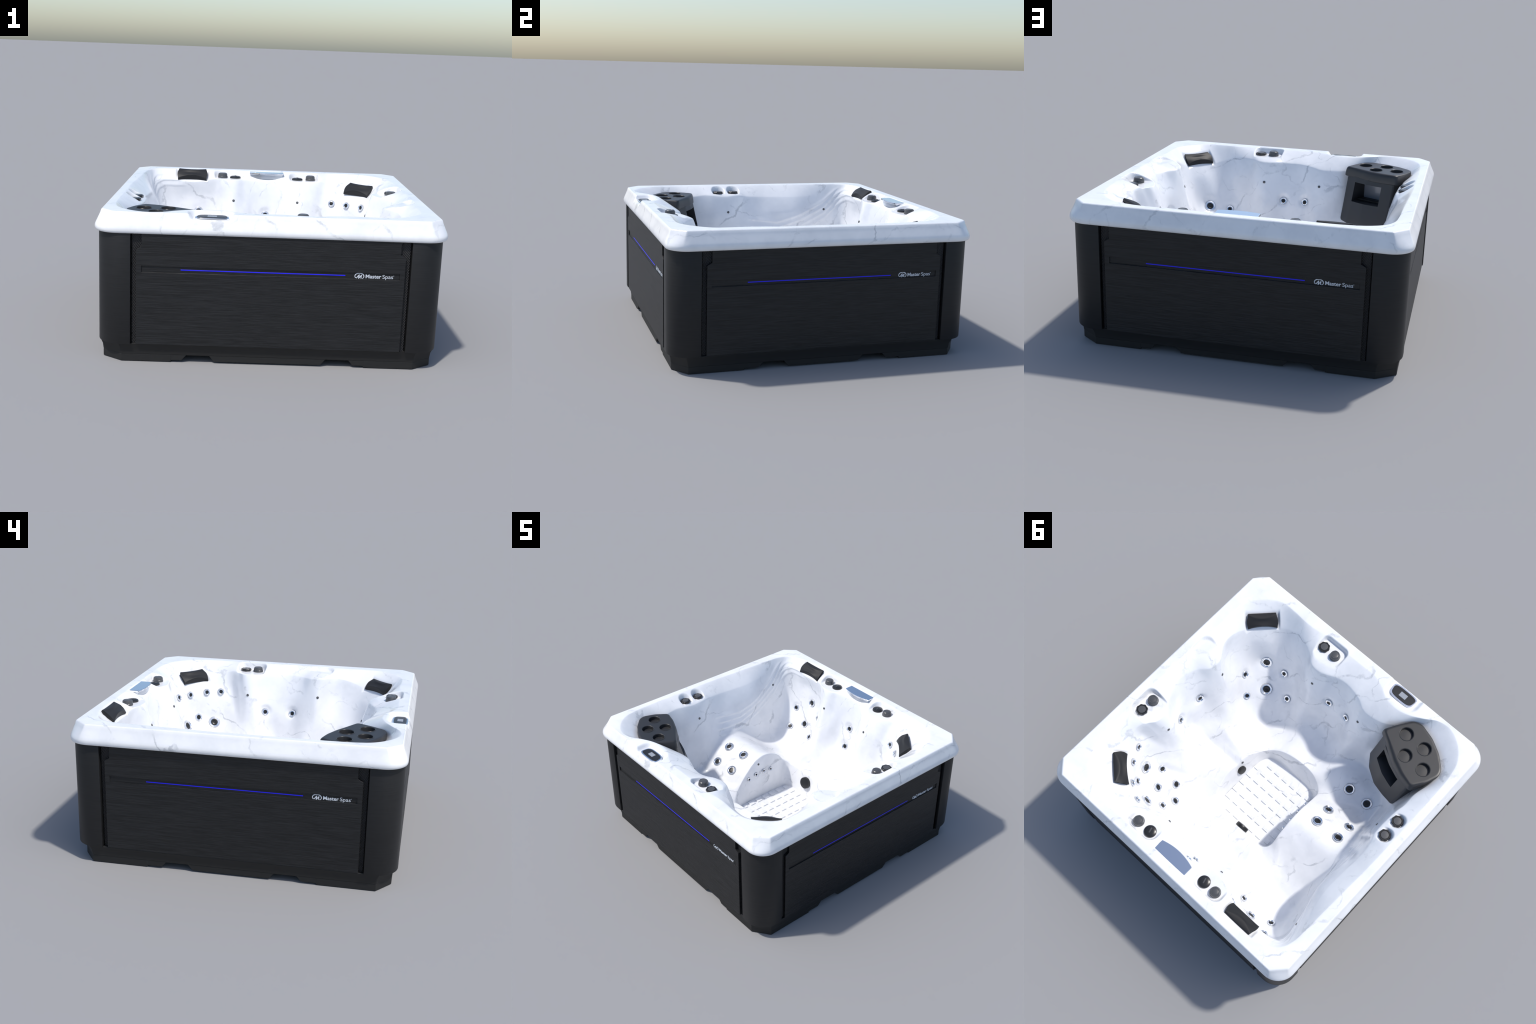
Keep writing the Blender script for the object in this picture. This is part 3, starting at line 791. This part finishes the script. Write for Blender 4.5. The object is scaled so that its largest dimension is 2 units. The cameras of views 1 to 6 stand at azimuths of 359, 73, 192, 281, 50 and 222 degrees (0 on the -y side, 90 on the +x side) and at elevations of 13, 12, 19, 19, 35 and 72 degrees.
# corner posts
def post_outline():
    hx, hy, rad, t = .9800, .9755, .140, .03
    o_, i_ = [], []
    o_.append((hx, .786)); i_.append((hx - t, .786))
    for k in range(21):
        a_ = math.radians(90 * k / 20)
        o_.append((hx - rad + rad * math.cos(a_), hy - rad + rad * math.sin(a_)))
        i_.append((hx - rad + (rad - t) * math.cos(a_), hy - rad + (rad - t) * math.sin(a_)))
    o_.append((.786, hy)); i_.append((.786, hy - t))
    return o_ + i_[::-1]
for sx in (1, -1):
    for sy in (1, -1):
        o_ = [(x * sx, y * sy) for x, y in post_outline()]
        if sx * sy < 0: o_ = o_[::-1]
        ob = from_bm(prism_bm(o_, ZB - .004, ZT), "corner_post", M_POST, TUB, True, 35); bevel(ob, .003, 2, 60, False); finish(ob.data, None, True, 40)

# side panels with their trims, light strip and lettering
def flat_prism(pts, y0, y1):
    bm = bmesh.new()
    f_ = [bm.verts.new((x, y0, z)) for x, z in pts]; b_ = [bm.verts.new((x, y1, z)) for x, z in pts]
    m_ = len(pts)
    bm.faces.new(f_); bm.faces.new(b_[::-1])
    for i in range(m_): bm.faces.new((f_[i], b_[i], b_[(i + 1) % m_], f_[(i + 1) % m_]))
    return bm

def text_mesh(body_, size, extrude, offset, shear=0.0, spacing=1.0):
    cu = bpy.data.curves.new("lettering", 'FONT')
    cu.body = body_; cu.size = size; cu.extrude = extrude; cu.offset = offset; cu.space_character = spacing; cu.resolution_u = 4
    ob = bpy.data.objects.new("tmp_text", cu); COL.objects.link(ob)
    bpy.context.view_layer.update()
    dg = bpy.context.evaluated_depsgraph_get()
    me_ = bpy.data.meshes.new_from_object(ob.evaluated_get(dg))
    bpy.data.objects.remove(ob)
    v = np.array([tuple(p_.co) for p_ in me_.vertices])
    me_.materials.clear(); me_.materials.append(M_INK)
    return me_, v[:, 0].min(), v[:, 0].max()
T1, t1a, t1b = text_mesh("Master", .0315, .0006, .0004, spacing=.98)
T2, t2a, t2b = text_mesh("Spas", .0315, .0006, -.0001, spacing=.98)
T3, t3a, t3b = text_mesh("\u00ae", .012, .0005, 0)

def emblem_mesh():
    """oval sweep around a slanted M stroke"""
    bm = bmesh.new()
    def stroke(pts, widths):
        L_, R_ = [], []
        P_ = [np.array(p_) for p_ in pts]
        for i, p_ in enumerate(P_):
            d_ = (P_[min(i + 1, len(P_) - 1)] - P_[max(i - 1, 0)]); d_ /= np.linalg.norm(d_)
            nn = np.array([-d_[1], d_[0]]) * widths[i] / 2
            L_.append(p_ + nn); R_.append(p_ - nn)
        rows_ = []
        for zz in (0, .0012):
            rows_.append([[bm.verts.new((q_[0], q_[1], zz)) for q_ in L_], [bm.verts.new((q_[0], q_[1], zz)) for q_ in R_]])
        (l0, r0), (l1, r1) = rows_
        for i in range(len(P_) - 1):
            bm.faces.new((l1[i], r1[i], r1[i + 1], l1[i + 1])); bm.faces.new((l0[i], l0[i + 1], r0[i + 1], r0[i]))
            bm.faces.new((l0[i], l1[i], l1[i + 1], l0[i + 1])); bm.faces.new((r0[i], r0[i + 1], r1[i + 1], r1[i]))
        bm.faces.new((l0[0], r0[0], r1[0], l1[0])); bm.faces.new((l0[-1], l1[-1], r1[-1], r0[-1]))
    arc = []; wd = []
    for k in range(41):
        a_ = math.radians(215 - 265 * k / 40)
        arc.append((.0255 * math.cos(a_), .0180 * math.sin(a_) + .001)); wd.append(.0022 + .0036 * math.sin(math.pi * k / 40))
    stroke(arc, wd)
    stroke([(-.0215, -.004), (-.0165, -.010), (-.0005, .0105)], [.0030, .0045, .0046])
    stroke([(-.0006, .0108), (-.0045, -.0125)], [.0046, .0044])
    stroke([(-.0045, -.0122), (.0125, .0085)], [.0044, .0046])
    stroke([(.0122, .0085), (.0085, -.0110), (.0150, -.0085)], [.0046, .0042, .0026])
    me_ = bpy.data.meshes.new("emblem")
    bmesh.ops.recalc_face_normals(bm, faces=bm.faces)
    bm.to_mesh(me_); bm.free(); finish(me_, M_INK, False)
    return me_
EMB = emblem_mesh()

for turn, plane, postp in ((0, PY, .974), (math.pi / 2, PX, .9835), (math.pi, PY, .974), (-math.pi / 2, PX, .9835)):
    y0 = -plane
    n2, n1 = .754, .724
    band = (.5345, .5715)
    # panel as stacked parts around the sunken band: one outline with an inner rectangular recess
    pts = [(-n2, ZB), (n2, ZB), (n2, .664), (n1, .682), (n1, ZT), (-n1, ZT), (-n1, .682), (-n2, .664)]
    panel = from_bm(flat_prism(pts, y0, y0 + .030), "side_panel", M_PANEL, None, True, 25)
    cut = bmesh.new(); box_bm(cut, (0, y0 - .006, sum(band) / 2), (.7255 * 2, .026, band[1] - band[0]))
    cutter = from_bm(cut, "cutter", M_PANEL, None)
    mod = panel.modifiers.new("band", 'BOOLEAN'); mod.object = cutter; mod.operation = 'DIFFERENCE'; mod.solver = 'EXACT'
    bake_modifiers(panel); bpy.data.objects.remove(cutter)
    bevel(panel, .0018, 2, 30)
    panel.parent = TUB; panel.rotation_euler = (0, 0, turn)
    # ribbed trims flanking the panel, set back
    for s in (-1, 1):
        tp = [(s * .7785, ZB), (s * .745, ZB), (s * .745, .66), (s * .715, .672), (s * .715, ZT), (s * .7785, ZT)]
        if s > 0: tp = tp[::-1]
        tr_ = from_bm(flat_prism(tp, y0 + .020, y0 + .032), "panel_trim", M_TRIM, panel, True, 25)
    led = bmesh.new(); box_bm(led, (-.0425, y0 + .0080, .5530), (.925, .004, .0062))
    lo = from_bm(led, "light_strip", M_LED, panel, True, 30); bevel(lo, .0015, 2)
    lg = bpy.data.objects.new("logo_emblem", EMB); link(lg, panel)
    face_rot = Matrix.Rotation(math.radians(90), 4, 'X')
    lg.matrix_local = Matrix.Translation((.4985, y0 + .0064, .5505)) @ face_rot
    x = .534
    for tm, ta, tb, nm, zz in ((T1, t1a, t1b, "lettering", .5415), (T2, t2a, t2b, "lettering", .5415)):
        w = {id(T1): .088, id(T2): .060}[id(tm)]
        ob = link(bpy.data.objects.new(nm, tm), panel)
        sx = w / (tb - ta)
        ob.matrix_local = Matrix.Translation((x - ta * sx, y0 + .0064, zz)) @ face_rot @ Matrix.Diagonal((sx, 1, 1, 1))
        x += w + .0065
    ob = link(bpy.data.objects.new("lettering", T3), panel)
    ob.matrix_local = Matrix.Translation((.6895, y0 + .0064, .556)) @ face_rot @ Matrix.Diagonal((.5, .5, 1, 1))

bpy.data.objects.remove(CP)
bpy.context.view_layer.update()
